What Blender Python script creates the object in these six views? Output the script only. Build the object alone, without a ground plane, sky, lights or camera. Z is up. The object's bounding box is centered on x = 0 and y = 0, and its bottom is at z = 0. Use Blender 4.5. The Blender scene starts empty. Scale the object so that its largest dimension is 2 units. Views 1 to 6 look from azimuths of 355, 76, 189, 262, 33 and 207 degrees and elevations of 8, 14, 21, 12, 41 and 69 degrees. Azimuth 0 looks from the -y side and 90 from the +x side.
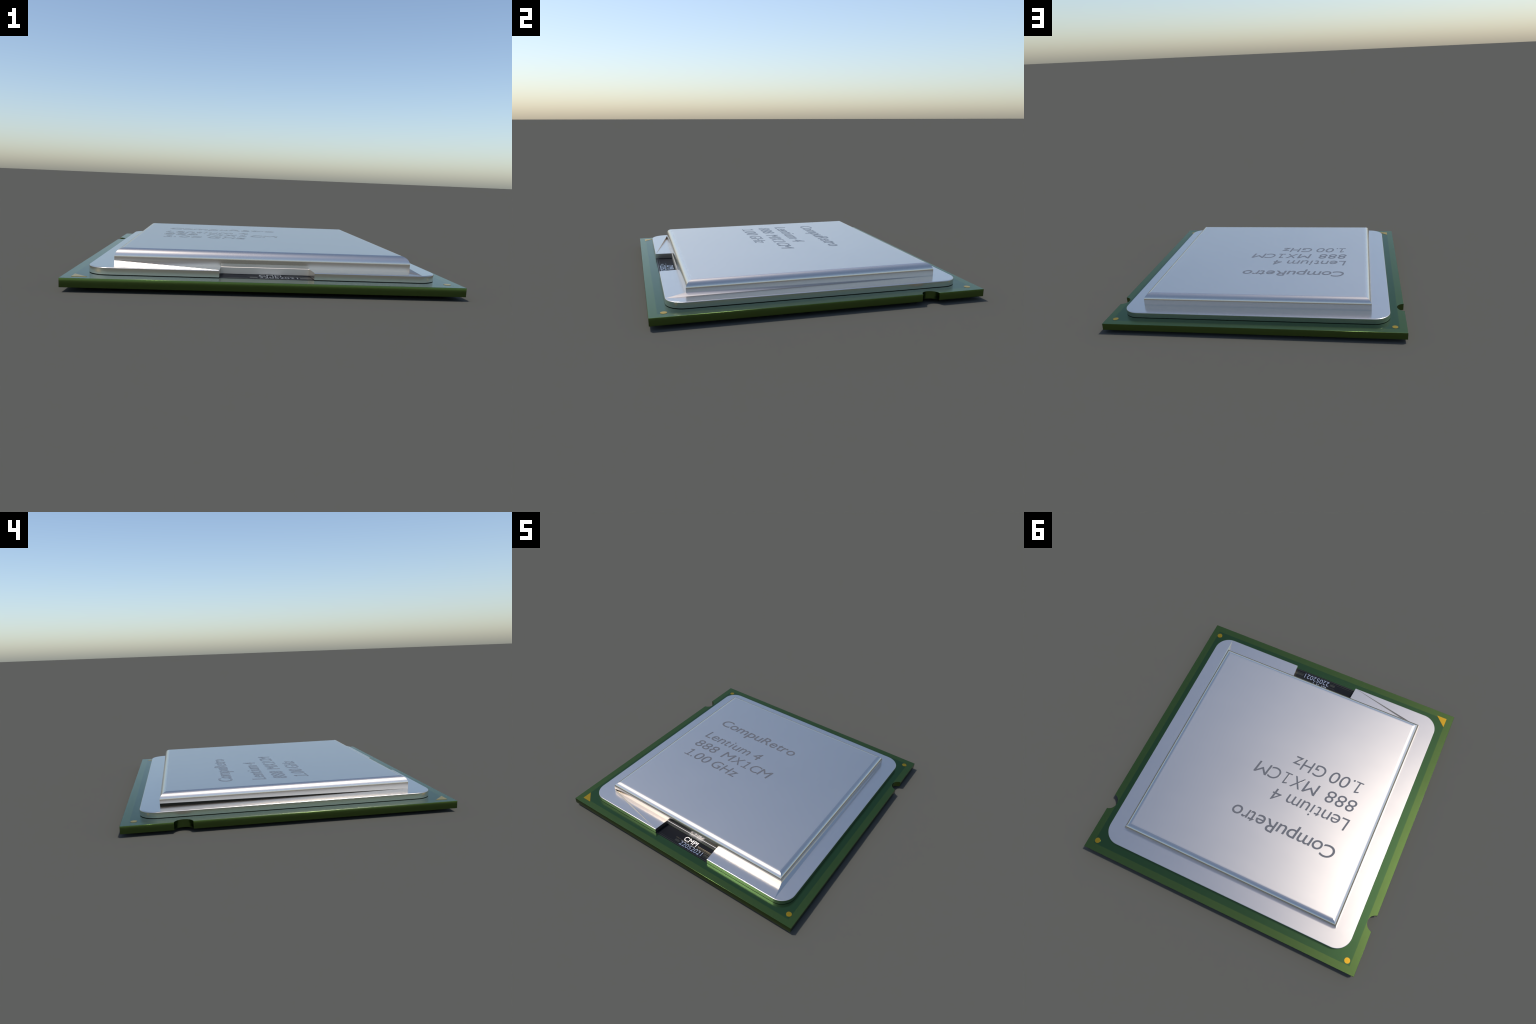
import bpy, bmesh, math, random
from mathutils import Vector

random.seed(7)

# ------------------------------------------------------------------ sizes (metres)
BOARD_HALF, BOARD_BOTTOM, BOARD_TOP = 0.9990, 0.0210, 0.0675
FLANGE_HALF, FLANGE_RADIUS = 0.900, 0.108          # foot of the heat spreader
FLANGE_BOTTOM, FLANGE_TOP, FLANGE_EDGE = 0.0702, 0.106, 0.0035
BLOCK_HALF, BLOCK_TOP, BLOCK_ROUND = 0.780, 0.1860, 0.045   # raised plate
STEP_Z = 0.1225                                    # crease just above the foot
SLOT_OUTER, SLOT_INNER = 0.2415, 0.2320            # half widths of the cut-out
MASK_HALF = 0.951                                  # darker solder mask zone
NOTCH_Y, NOTCH_X, NOTCH_R = 0.644, 1.0075, 0.0555

# ------------------------------------------------------------------ node helpers
def new_material(name):
    m = bpy.data.materials.new(name)
    m.use_nodes = True
    nt = m.node_tree
    return m, nt, nt.nodes["Principled BSDF"]

def node(nt, kind, **props):
    n = nt.nodes.new(kind)
    for k, v in props.items():
        setattr(n, k, v)
    return n

def math_node(nt, op, a, b=None):
    n = node(nt, "ShaderNodeMath", operation=op)
    for i, v in enumerate((a, b)):
        if v is None:
            continue
        if isinstance(v, (int, float)):
            n.inputs[i].default_value = v
        else:
            nt.links.new(v, n.inputs[i])
    return n.outputs[0]

def noise(nt, vec, scale, detail=3.0, stretch=None):
    if stretch:
        mp = node(nt, "ShaderNodeMapping")
        mp.inputs["Scale"].default_value = stretch
        nt.links.new(vec, mp.inputs["Vector"])
        vec = mp.outputs[0]
    n = node(nt, "ShaderNodeTexNoise")
    n.inputs["Scale"].default_value = scale
    n.inputs["Detail"].default_value = detail
    nt.links.new(vec, n.inputs["Vector"])
    return n.outputs["Fac"]

def ramp(nt, fac, lo, hi):
    n = node(nt, "ShaderNodeMapRange")
    n.inputs["To Min"].default_value, n.inputs["To Max"].default_value = lo, hi
    nt.links.new(fac, n.inputs["Value"])
    return n.outputs[0]

def mix_colour(nt, fac, a, b):
    n = node(nt, "ShaderNodeMix", data_type="RGBA")
    nt.links.new(fac, n.inputs["Factor"])
    for sock, v in ((n.inputs[6], a), (n.inputs[7], b)):
        if isinstance(v, tuple):
            sock.default_value = (*v, 1)
        else:
            nt.links.new(v, sock)
    return n.outputs[2]

# ------------------------------------------------------------------ materials
def lid_material():
    m, nt, p = new_material("nickel_plated_metal")
    co = node(nt, "ShaderNodeTexCoord").outputs["Object"]
    cloud = noise(nt, co, 2.2, 2)
    brushed = noise(nt, co, 3, 2, (1.0, 5.0, 1.0))
    p.inputs["Metallic"].default_value = 1
    nt.links.new(mix_colour(nt, cloud, (0.745, 0.680, 0.605), (0.765, 0.700, 0.625)), p.inputs["Base Color"])
    both = math_node(nt, "ADD", math_node(nt, "MULTIPLY", cloud, 0.5), math_node(nt, "MULTIPLY", brushed, 0.5))
    # the plate is finely brushed on its flat top; shoulder, walls and foot are polished
    sep = node(nt, "ShaderNodeSeparateXYZ")
    nt.links.new(co, sep.inputs[0])
    brushed_top = math_node(nt, "GREATER_THAN", sep.outputs[2], BLOCK_TOP - 0.0005)
    rough = math_node(nt, "ADD", ramp(nt, both, 0.228, 0.252), math_node(nt, "MULTIPLY", brushed_top, 0.055))
    # the cut face over the printed strip is left rough
    in_slot = math_node(nt, "MULTIPLY", math_node(nt, "LESS_THAN", math_node(nt, "ABSOLUTE", sep.outputs[0]), SLOT_INNER),
                        math_node(nt, "MULTIPLY", math_node(nt, "LESS_THAN", sep.outputs[1], -BLOCK_HALF + 0.0005),
                                  math_node(nt, "LESS_THAN", sep.outputs[2], STEP_Z)))
    rough = math_node(nt, "ADD", rough, math_node(nt, "MULTIPLY", in_slot, 0.22))
    nt.links.new(rough, p.inputs["Roughness"])
    return m

def board_material():
    m, nt, p = new_material("green_solder_mask")
    co = node(nt, "ShaderNodeTexCoord").outputs["Object"]
    sep = node(nt, "ShaderNodeSeparateXYZ")
    nt.links.new(co, sep.inputs[0])
    edge = math_node(nt, "MAXIMUM", math_node(nt, "ABSOLUTE", sep.outputs[0]), math_node(nt, "ABSOLUTE", sep.outputs[1]))
    rim = math_node(nt, "GREATER_THAN", edge, MASK_HALF)
    grain = noise(nt, co, 5, 2)
    inner = mix_colour(nt, grain, (0.056, 0.116, 0.043), (0.060, 0.122, 0.046))
    outer = mix_colour(nt, grain, (0.096, 0.156, 0.044), (0.102, 0.164, 0.047))
    nt.links.new(mix_colour(nt, rim, inner, outer), p.inputs["Base Color"])
    p.inputs["Metallic"].default_value = 1
    nt.links.new(ramp(nt, grain, 0.21, 0.23), p.inputs["Roughness"])
    return m

def plain_material(name, colour, metallic, rough, spread=0.06, specular=0.5):
    m, nt, p = new_material(name)
    co = node(nt, "ShaderNodeTexCoord").outputs["Object"]
    g = noise(nt, co, 25, 3)
    lo = tuple(c * (1 - spread) for c in colour)
    hi = tuple(min(1, c * (1 + spread)) for c in colour)
    nt.links.new(mix_colour(nt, g, lo, hi), p.inputs["Base Color"])
    p.inputs["Metallic"].default_value = metallic
    p.inputs["Roughness"].default_value = rough
    p.inputs["Specular IOR Level"].default_value = specular
    return m

LID = lid_material()
BOARD = board_material()
GOLD = plain_material("gold_plating", (0.68, 0.38, 0.03), 1, 0.22)
INK = plain_material("laser_mark_grey", (0.105, 0.105, 0.112), 0, 0.20, 0.04, 0.7)
LABEL_BLACK = plain_material("label_black", (0.004, 0.005, 0.008), 0, 0.6, 0.1, 0.1)
TRACE = plain_material("dull_copper_trace", (0.085, 0.080, 0.060), 1, 0.25, 0.1)
PRINT = plain_material("silver_print", (0.62, 0.62, 0.64), 1, 0.24)
MATTE_BLACK = plain_material("matte_black", (0.006, 0.007, 0.006), 0, 0.8, 0.06, 0.1)
CERAMIC = plain_material("capacitor_ceramic", (0.16, 0.10, 0.055), 0, 0.45)
TIN = plain_material("tin_terminal", (0.6, 0.6, 0.58), 1, 0.35)

# ------------------------------------------------------------------ object helpers
def add_object(name, mesh, material, parent):
    o = bpy.data.objects.new(name, mesh)
    bpy.context.scene.collection.objects.link(o)
    if material and not mesh.materials:
        mesh.materials.append(material)
    o.parent = parent
    return o

def prism(name, outline, z0, z1, bevel=0.0, segments=2, smooth=False):
    """Closed slab from a counter-clockwise outline, its rims optionally rounded."""
    bm = bmesh.new()
    low = [bm.verts.new((x, y, z0)) for x, y in outline]
    top = [bm.verts.new((x, y, z1)) for x, y in outline]
    bm.faces.new(list(reversed(low)))
    cap = bm.faces.new(top)
    n = len(outline)
    for i in range(n):
        j = (i + 1) % n
        bm.faces.new((low[i], low[j], top[j], top[i]))
    if bevel:
        rims = [e for e in bm.edges if abs(e.verts[0].co.z - e.verts[1].co.z) < 1e-9]
        bmesh.ops.bevel(bm, geom=rims, offset=bevel, segments=segments, profile=0.5, affect="EDGES")
    me = bpy.data.meshes.new(name)
    bm.to_mesh(me)
    bm.free()
    if smooth:
        me.shade_smooth()
        me.set_sharp_from_angle(angle=math.radians(50))
        flat = [tuple(p.normal) if abs(p.normal.z) > 0.99 or abs(p.normal.z) < 0.01 else None for p in me.polygons]
        soft = [n.vector.copy() for n in me.corner_normals]
        normals = []
        for p, f in zip(me.polygons, flat):
            for li in p.loop_indices:
                normals.append(f if f and abs(f[2]) > 0.5 else tuple(soft[li]))
        me.normals_split_custom_set(normals)
    return me

def arc(cx, cy, r, a0, a1, n):
    return [(cx + r * math.cos(math.radians(a0 + (a1 - a0) * i / n)),
             cy + r * math.sin(math.radians(a0 + (a1 - a0) * i / n))) for i in range(n + 1)]

def box_into(bm, x0, x1, y0, y1, z0, z1):
    v = [bm.verts.new((x, y, z)) for z in (z0, z1) for x, y in ((x0, y0), (x1, y0), (x1, y1), (x0, y1))]
    for f in ((3, 2, 1, 0), (4, 5, 6, 7), (0, 1, 5, 4), (1, 2, 6, 5), (2, 3, 7, 6), (3, 0, 4, 7)):
        bm.faces.new([v[i] for i in f])

# ------------------------------------------------------------------ root
root = bpy.data.objects.new("processor_chip", None)
bpy.context.scene.collection.objects.link(root)
root["label"] = "square computer processor with silver metal lid on green board"
root["category"] = "computer processor"

# ------------------------------------------------------------------ green board with two side notches
def board_outline():
    h = BOARD_HALF
    half = math.degrees(math.acos((NOTCH_X - h) / NOTCH_R))
    pts = [(-h, -h), (h, -h)]
    pts += arc(NOTCH_X, NOTCH_Y, NOTCH_R, 180 + half, 180 - half, 20)
    pts += [(h, h), (-h, h)]
    pts += arc(-NOTCH_X, NOTCH_Y, NOTCH_R, half, -half, 20)
    return pts

board = add_object("circuit_board", prism("circuit_board", board_outline(), BOARD_BOTTOM, BOARD_TOP, 0.0010, 2, True), BOARD, root)

# ------------------------------------------------------------------ gold marks
dot_mesh = prism("contact_dot", arc(0, 0, 0.0187, 0, 360 - 360 / 40, 39), 0.0, 0.0014, 0.0004, 1)
for x, y in ((0.933, -0.9165), (0.9335, 0.9265), (-0.9245, 0.9260)):
    o = add_object("contact_dot", dot_mesh, GOLD, board)
    o.location = (x, y, BOARD_TOP - 0.0002)
add_object("triangle_mark", prism("triangle_mark", [(-0.951, -0.9585), (-0.877, -0.9585), (-0.950, -0.886)],
                                  BOARD_TOP - 0.0002, BOARD_TOP + 0.0012), GOLD, board)

# ------------------------------------------------------------------ heat spreader
class Shell:
    """Faces with their own corner normals, so folds and soft shading are placed on purpose."""
    def __init__(self):
        self.verts, self.faces, self.normals, self.index = [], [], [], {}
    def vert(self, p):
        k = tuple(round(c, 6) for c in p)
        if k not in self.index:
            self.index[k] = len(self.verts)
            self.verts.append(k)
        return self.index[k]
    def face(self, *corners):
        pts = [Vector(c[0]) for c in corners]
        nrm = [Vector(c[1]).normalized() for c in corners]
        geo = Vector((0, 0, 0))
        for i in range(len(pts)):
            geo += (pts[i] - pts[0]).cross(pts[(i + 1) % len(pts)] - pts[0])
        if geo.dot(sum(nrm, Vector((0, 0, 0)))) < 0:
            pts.reverse(); nrm.reverse()
        self.faces.append([self.vert(p) for p in pts])
        self.normals += [tuple(n) for n in nrm]
    def mesh(self, name):
        me = bpy.data.meshes.new(name)
        me.from_pydata(self.verts, [], self.faces)
        me.shade_smooth()
        me.normals_split_custom_set(self.normals)
        me.update()
        return me

UP, DOWN = (0, 0, 1), (0, 0, -1)
def lean(out, degrees):
    """Normal leaning from straight up towards the side direction `out`."""
    a = math.radians(degrees)
    return (out[0] * math.sin(a), out[1] * math.sin(a), math.cos(a))

def build_lid():
    s = Shell()
    H, Z1, Z0 = BLOCK_HALF, FLANGE_TOP, STEP_Z
    E = FLANGE_HALF - FLANGE_EDGE
    sides = {"right": (1, 0), "back": (0, 1), "left": (-1, 0), "front": (0, -1)}
    # plate: flat top, rounded shoulder, upright wall down to the step crease
    profile = []
    for i in range(13):
        a = math.radians(90 * i / 12)
        profile.append((H - BLOCK_ROUND + BLOCK_ROUND * math.sin(a), BLOCK_TOP - BLOCK_ROUND + BLOCK_ROUND * math.cos(a), math.degrees(a)))
    profile.append((H, Z0, 90))
    t = H - BLOCK_ROUND
    s.face(*[((x, y, BLOCK_TOP), UP) for x, y in ((-t, -t), (t, -t), (t, t), (-t, t))])
    def at(out, r, along, z):
        return (out[0] * r - out[1] * along, out[1] * r + out[0] * along, z)
    for out in sides.values():
        for (r0, z0, a0), (r1, z1, a1) in zip(profile, profile[1:]):
            s.face((at(out, r0, -r0, z0), lean(out, a0)), (at(out, r0, r0, z0), lean(out, a0)),
                   (at(out, r1, r1, z1), lean(out, a1)), (at(out, r1, -r1, z1), lean(out, a1)))
    # foot outline, walked counter-clockwise from the right lip of the cut-out
    c = FLANGE_HALF - FLANGE_RADIUS
    corner = [(c, -c, -90), (c, c, 0), (-c, c, 90), (-c, -c, 180)]
    rim = [((SLOT_OUTER, -E), (SLOT_OUTER, -FLANGE_HALF), (0, -1))]
    fans = []
    for cx, cy, a0 in corner:
        fan = []
        for i in range(13):
            a = math.radians(a0 + 90 * i / 12)
            d = (math.cos(a), math.sin(a))
            r_in = FLANGE_RADIUS - FLANGE_EDGE
            fan.append((cx + d[0] * r_in, cy + d[1] * r_in))
            rim.append((fan[-1], (cx + d[0] * FLANGE_RADIUS, cy + d[1] * FLANGE_RADIUS), d))
        fans.append(fan)
    rim.append(((-SLOT_OUTER, -E), (-SLOT_OUTER, -FLANGE_HALF), (0, -1)))
    zb = Z1 - FLANGE_EDGE
    for (i0, o0, n0), (i1, o1, n1) in zip(rim, rim[1:]):
        s.face(((*i0, Z1), lean(n0, 12)), ((*i1, Z1), lean(n1, 12)), ((*o1, zb), lean(n1, 78)), ((*o0, zb), lean(n0, 78)))
        s.face(((*o0, zb), (*n0, 0)), ((*o1, zb), (*n1, 0)), ((*o1, FLANGE_BOTTOM), (*n1, 0)), ((*o0, FLANGE_BOTTOM), (*n0, 0)))
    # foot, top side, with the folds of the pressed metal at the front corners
    R, B, L, F = (sides[k] for k in ("right", "back", "left", "front"))
    low = {k: (x * H, y * H, Z1) for k, x, y in (("rf", 1, -1), ("rb", 1, 1), ("lb", -1, 1), ("lf", -1, -1))}
    high = {k: (p[0], p[1], Z0) for k, p in low.items()}
    rim3 = lambda p: (p[0], p[1], Z1)
    first, last = (lambda k: rim3(fans[k][0])), (lambda k: rim3(fans[k][-1]))
    lip_r, lip_l = (SLOT_OUTER, -E, Z1), (-SLOT_OUTER, -E, Z1)
    in_r, in_l = (SLOT_INNER, -H, Z1), (-SLOT_INNER, -H, Z1)
    up_r, up_l = (SLOT_INNER, -H, Z0), (-SLOT_INNER, -H, Z0)
    fold = rim3(fans[0][1])                      # where the right-hand fold meets the rim
    # right side: long shallow fold running from the front corner to the back
    s.face((high["rf"], lean(R, 90)), (high["rb"], lean(R, 90)), (low["rb"], lean(R, 90)))
    s.face((high["rf"], lean(R, 33)), (low["rb"], lean(R, 15)), (fold, lean(R, 30)))
    s.face((high["rf"], (0.1, -1, 0.3)), (low["rf"], (0.1, -1, 0.3)), (fold, (0.1, -1, 0.5)))
    outer = [rim3(p) for p in fans[0][1:]] + [first(1)]
    for p, q in zip(outer, outer[1:]):
        s.face((low["rb"], UP), (p, UP), (q, UP))
    # back side
    s.face((high["rb"], lean(B, 90)), (high["lb"], lean(B, 90)), (low["lb"], lean(B, 90)), (low["rb"], lean(B, 90)))
    s.face((low["rb"], UP), (low["lb"], UP), (first(2), UP), (last(1), UP))
    # left side
    s.face((high["lb"], lean(L, 90)), (high["lf"], lean(L, 90)), (low["lf"], lean(L, 90)))
    # (wall below that triangle left out; a black wedge draws its dark shading)
    s.face((low["lb"], UP), (low["lf"], UP), (first(3), UP), (last(2), UP))
    # front, right of the cut-out
    s.face((high["rf"], lean(F, 90)), (up_r, lean(F, 90)), (in_r, lean(F, 90)), (low["rf"], lean(F, 90)))
    s.face((low["rf"], UP), (in_r, UP), (lip_r, UP), (first(0), UP))
    s.face((low["rf"], UP), (first(0), UP), (fold, UP))
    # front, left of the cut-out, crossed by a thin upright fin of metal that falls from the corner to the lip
    s.face((high["lf"], lean(F, 90)), (up_l, lean(F, 90)), (in_l, lean(F, 90)), (low["lf"], lean(F, 90)))
    s.face((low["lf"], UP), (in_l, UP), (lip_l, UP), (last(3), UP))
    for shift, n in ((-0.0004, (-0.22, -0.75, 0.55)), (0.0004, (0.2, 0.9, 0.45))):
        a, b, c = ((p[0] + shift * 0.2, p[1] + shift, p[2]) for p in (high["lf"], low["lf"], lip_l))
        s.face((a, n), (b, n), (c, n))
    # wall above the cut-out and its small ledge
    s.face((up_r, lean(F, 90)), (up_l, lean(F, 90)), (in_l, lean(F, 90)), (in_r, lean(F, 90)))
    ledge, zl = -H - 0.002, Z1 - 0.002
    s.face((in_r, lean(F, 30)), (in_l, lean(F, 30)), ((-SLOT_INNER, ledge, zl), lean(F, 60)), ((SLOT_INNER, ledge, zl), lean(F, 60)))
    s.face(((SLOT_INNER, ledge, zl), (*F, 0)), ((-SLOT_INNER, ledge, zl), (*F, 0)),
           ((-SLOT_INNER, ledge, FLANGE_BOTTOM), (*F, 0)), ((SLOT_INNER, ledge, FLANGE_BOTTOM), (*F, 0)))
    for g in (1, -1):
        n = (-g, -0.08, 0)
        s.face(((g * SLOT_OUTER, -E, Z1), n), ((g * SLOT_OUTER, -FLANGE_HALF, zb), n), ((g * SLOT_OUTER, -FLANGE_HALF, FLANGE_BOTTOM), n),
               ((g * SLOT_INNER, ledge, FLANGE_BOTTOM), n), ((g * SLOT_INNER, ledge, zl), n), ((g * SLOT_INNER, -H, Z1), n))
    # rounded corners of the foot
    for name, fan in zip(("rb", "lb", "lf"), fans[1:]):
        for p, q in zip(fan, fan[1:]):
            s.face((low[name], UP), (rim3(p), UP), (rim3(q), UP))
    # underside
    under = [(*o, FLANGE_BOTTOM) for _, o, _ in rim] + [(-SLOT_INNER, ledge, FLANGE_BOTTOM), (SLOT_INNER, ledge, FLANGE_BOTTOM)]
    s.face(*[(p, DOWN) for p in under])
    return s.mesh("heat_spreader")

lid = add_object("heat_spreader", build_lid(), LID, root)

# left wall's black shading modelled as a solid wedge, widest at the back
bm = bmesh.new()
x, h = -BLOCK_HALF + 0.0008, BLOCK_HALF - 0.0005
tri = [(x, h, STEP_Z), (x, -h, FLANGE_TOP), (x, h, FLANGE_TOP)]
front = [bm.verts.new(p) for p in tri]
rear = [bm.verts.new((p[0] + 0.01, p[1], p[2])) for p in tri]
bm.faces.new(front)
bm.faces.new(list(reversed(rear)))
for i in range(3):
    j = (i + 1) % 3
    bm.faces.new((front[i], rear[i], rear[j], front[j]))
bmesh.ops.recalc_face_normals(bm, faces=bm.faces)
me = bpy.data.meshes.new("modelled_shade_wedge")
bm.to_mesh(me)
bm.free()
add_object("modelled_shade_wedge", me, MATTE_BLACK, lid)

# thin dark line between foot and board, set back from the rim
def base_line_outline():
    h, r = FLANGE_HALF - 0.004, FLANGE_RADIUS - 0.004
    c = h - r
    pts = [(SLOT_OUTER + 0.003, -h)]
    for cx, cy, a0 in ((c, -c, -90), (c, c, 0), (-c, c, 90), (-c, -c, 180)):
        pts += arc(cx, cy, r, a0, a0 + 90, 12)
    return pts + [(-SLOT_OUTER - 0.003, -h), (-SLOT_INNER - 0.003, -0.775), (SLOT_INNER + 0.003, -0.775)]
add_object("dark_base_line", prism("dark_base_line", base_line_outline(), BOARD_TOP - 0.001, FLANGE_BOTTOM + 0.0004), MATTE_BLACK, root)

# ------------------------------------------------------------------ lettering
def lettering(name, body, left, right, baseline, cap, slant, weight, depth, z, material, parent):
    cu = bpy.data.curves.new(name, "FONT")
    cu.body = body
    cu.size = cap / 0.682
    cu.offset = weight
    cu.extrude = depth
    cu.resolution_u = 6
    tmp = bpy.data.objects.new(name, cu)
    bpy.context.scene.collection.objects.link(tmp)
    dg = bpy.context.evaluated_depsgraph_get()
    me = bpy.data.meshes.new_from_object(tmp.evaluated_get(dg))
    bpy.data.objects.remove(tmp)
    me.name = name
    for v in me.vertices:
        v.co.x += v.co.y * slant
    x0, x1 = min(v.co.x for v in me.vertices), max(v.co.x for v in me.vertices)
    k = (right - left) / (x1 - x0)
    for v in me.vertices:
        v.co = (left + (v.co.x - x0) * k, baseline + v.co.y, z + v.co.z)
    me.materials.clear()
    return add_object(name, me, material, parent)

CAP, XH, SLANT = 0.0885, 0.0625, 0.195

def glyph_mesh(char, width, scale_y, weight):
    cu = bpy.data.curves.new("glyph", "FONT")
    cu.body, cu.size, cu.offset, cu.extrude, cu.resolution_u = char, 1.0, weight, 0.0006, 6
    tmp = bpy.data.objects.new("glyph", cu)
    bpy.context.scene.collection.objects.link(tmp)
    me = bpy.data.meshes.new_from_object(tmp.evaluated_get(bpy.context.evaluated_depsgraph_get()))
    bpy.data.objects.remove(tmp)
    x0, x1 = min(v.co.x for v in me.vertices), max(v.co.x for v in me.vertices)
    for v in me.vertices:
        v.co = ((v.co.x - (x0 + x1) / 2) * width / (x1 - x0), v.co.y * scale_y, v.co.z)
    return me

def figure_one():
    h, t, f = CAP, 0.0052, 0.0262
    outline = [(-f, 0), (f, 0), (f, 0.0085), (t, 0.0085), (t, h), (-t * 0.8, h), (-f, h - 0.0085),
               (-f, h - 0.0175), (-t, h - 0.0115), (-t, 0.0085), (-f, 0.0085)]
    return prism("glyph", outline, -0.0006, 0.0006)

# each line: baseline, boldness, and its signs as (sign, centre x, width)
TOP_LINES = (
    (0.3175, 0.0045, (("C", -0.5510, 0.088), ("o", -0.4665, 0.070), ("m", -0.3742, 0.098), ("p", -0.2790, 0.066), ("u", -0.2075, 0.059),
                      ("R", -0.1260, 0.077), ("e", -0.0511, 0.063), ("t", 0.0105, 0.046), ("r", 0.0600, 0.044), ("o", 0.1241, 0.070))),
    (0.1015, -0.002, (("L", -0.5700, 0.053), ("e", -0.5070, 0.060), ("n", -0.4378, 0.055), ("t", -0.3812, 0.040), ("i", -0.3368, 0.0135),
                      ("u", -0.2845, 0.055), ("m", -0.1954, 0.093), ("4", -0.0752, 0.064))),
    (-0.0385, -0.002, (("8", -0.5700, 0.062), ("8", -0.4949, 0.062), ("8", -0.4199, 0.062), ("M", -0.2725, 0.094), ("X", -0.1709, 0.078),
                       ("1", -0.0840, 0), ("C", 0.0010, 0.078), ("M", 0.0940, 0.094))),
    (-0.1790, -0.002, (("1", -0.5609, 0), (".", -0.5185, 0.0145), ("0", -0.4662, 0.065), ("0", -0.3910, 0.065), ("G", -0.2800, 0.080),
                       ("H", -0.1852, 0.073), ("z", -0.1080, 0.055))),
)
for base, weight, signs in TOP_LINES:
    bm = bmesh.new()
    for char, x, width in signs:
        if char == "1":
            me = figure_one()
        else:
            me = glyph_mesh(char, width, XH / 0.449 if char in "ompuetrniz" else CAP / 0.682, weight)
        for v in me.vertices:
            v.co = (x + v.co.x + SLANT * v.co.y, base + v.co.y, BLOCK_TOP + 0.0002 + v.co.z)
        bm.from_mesh(me)
        bpy.data.meshes.remove(me)
    me = bpy.data.meshes.new("engraved_text")
    bm.to_mesh(me)
    bm.free()
    me.materials.clear()
    add_object("engraved_text", me, INK, lid)

# ------------------------------------------------------------------ printed strip inside the cut-out
LABEL_TOP = BOARD_TOP + 0.0010
strip = add_object("label_strip", prism("label_strip", [(-0.2405, -0.8985), (0.2405, -0.8985), (0.2325, -0.7835), (-0.2325, -0.7835)],
                                        BOARD_TOP - 0.0005, LABEL_TOP), LABEL_BLACK, root)
bm = bmesh.new()
rows = ((-0.235, 0.237, -0.8950, -0.8900), (-0.235, -0.045, -0.8800, -0.8780), (0.170, 0.236, -0.8780, -0.8745),
        (-0.085, -0.045, -0.8720, -0.8540), (0.175, 0.236, -0.8700, -0.8500), (-0.090, 0.235, -0.8430, -0.8410),
        (-0.095, 0.235, -0.8382, -0.8362), (0.095, 0.234, -0.8300, -0.8270), (0.095, 0.233, -0.8230, -0.8170))
for x0, x1, y0, y1 in rows:
    box_into(bm, x0, x1, y0, y1, LABEL_TOP - 0.0002, LABEL_TOP + 0.0004)
me = bpy.data.meshes.new("trace")
bm.to_mesh(me); bm.free()
traces = add_object("trace", me, TRACE, strip)
traces["kind"] = "stuff"
lettering("printed_text", "CMPI", -0.034, 0.082, -0.8335, 0.0405, 0, 0.0004, 0.0003, LABEL_TOP + 0.0007, PRINT, strip)
lettering("printed_text", "22052021", -0.0375, 0.1635, -0.8825, 0.0380, 0, 0.0, 0.0003, LABEL_TOP + 0.0007, PRINT, strip)

# ------------------------------------------------------------------ underside: land pads and capacitors
bm = bmesh.new()
count, pitch = 31, 0.059
for i in range(count):
    for j in range(count):
        x, y = (i - count // 2) * pitch, (j - count // 2) * pitch
        if max(abs(x), abs(y)) < 0.40:
            continue
        box_into(bm, x - 0.020, x + 0.020, y - 0.014, y + 0.014, BOARD_BOTTOM - 0.0015, BOARD_BOTTOM + 0.001)
me = bpy.data.meshes.new("land_pad")
bm.to_mesh(me); bm.free()
pads = add_object("land_pad", me, GOLD, board)
pads["kind"] = "stuff"

bm = bmesh.new()
box_into(bm, -0.026, 0.026, -0.020, 0.020, 0.0, BOARD_BOTTOM + 0.001)
cap_mesh = bpy.data.meshes.new("capacitor")
bm.to_mesh(cap_mesh); bm.free()
bm = bmesh.new()
for g in (-1, 1):
    box_into(bm, g * 0.034 - 0.0085, g * 0.034 + 0.0085, -0.021, 0.021, 0.0003, BOARD_BOTTOM + 0.001)
end_mesh = bpy.data.meshes.new("terminal")
bm.to_mesh(end_mesh); bm.free()
for i in range(5):
    for j in range(6):
        o = add_object("capacitor", cap_mesh, CERAMIC, board)
        o.location = ((i - 2) * 0.14, (j - 2.5) * 0.105, 0)
        t = add_object("terminal", end_mesh, TIN, o)
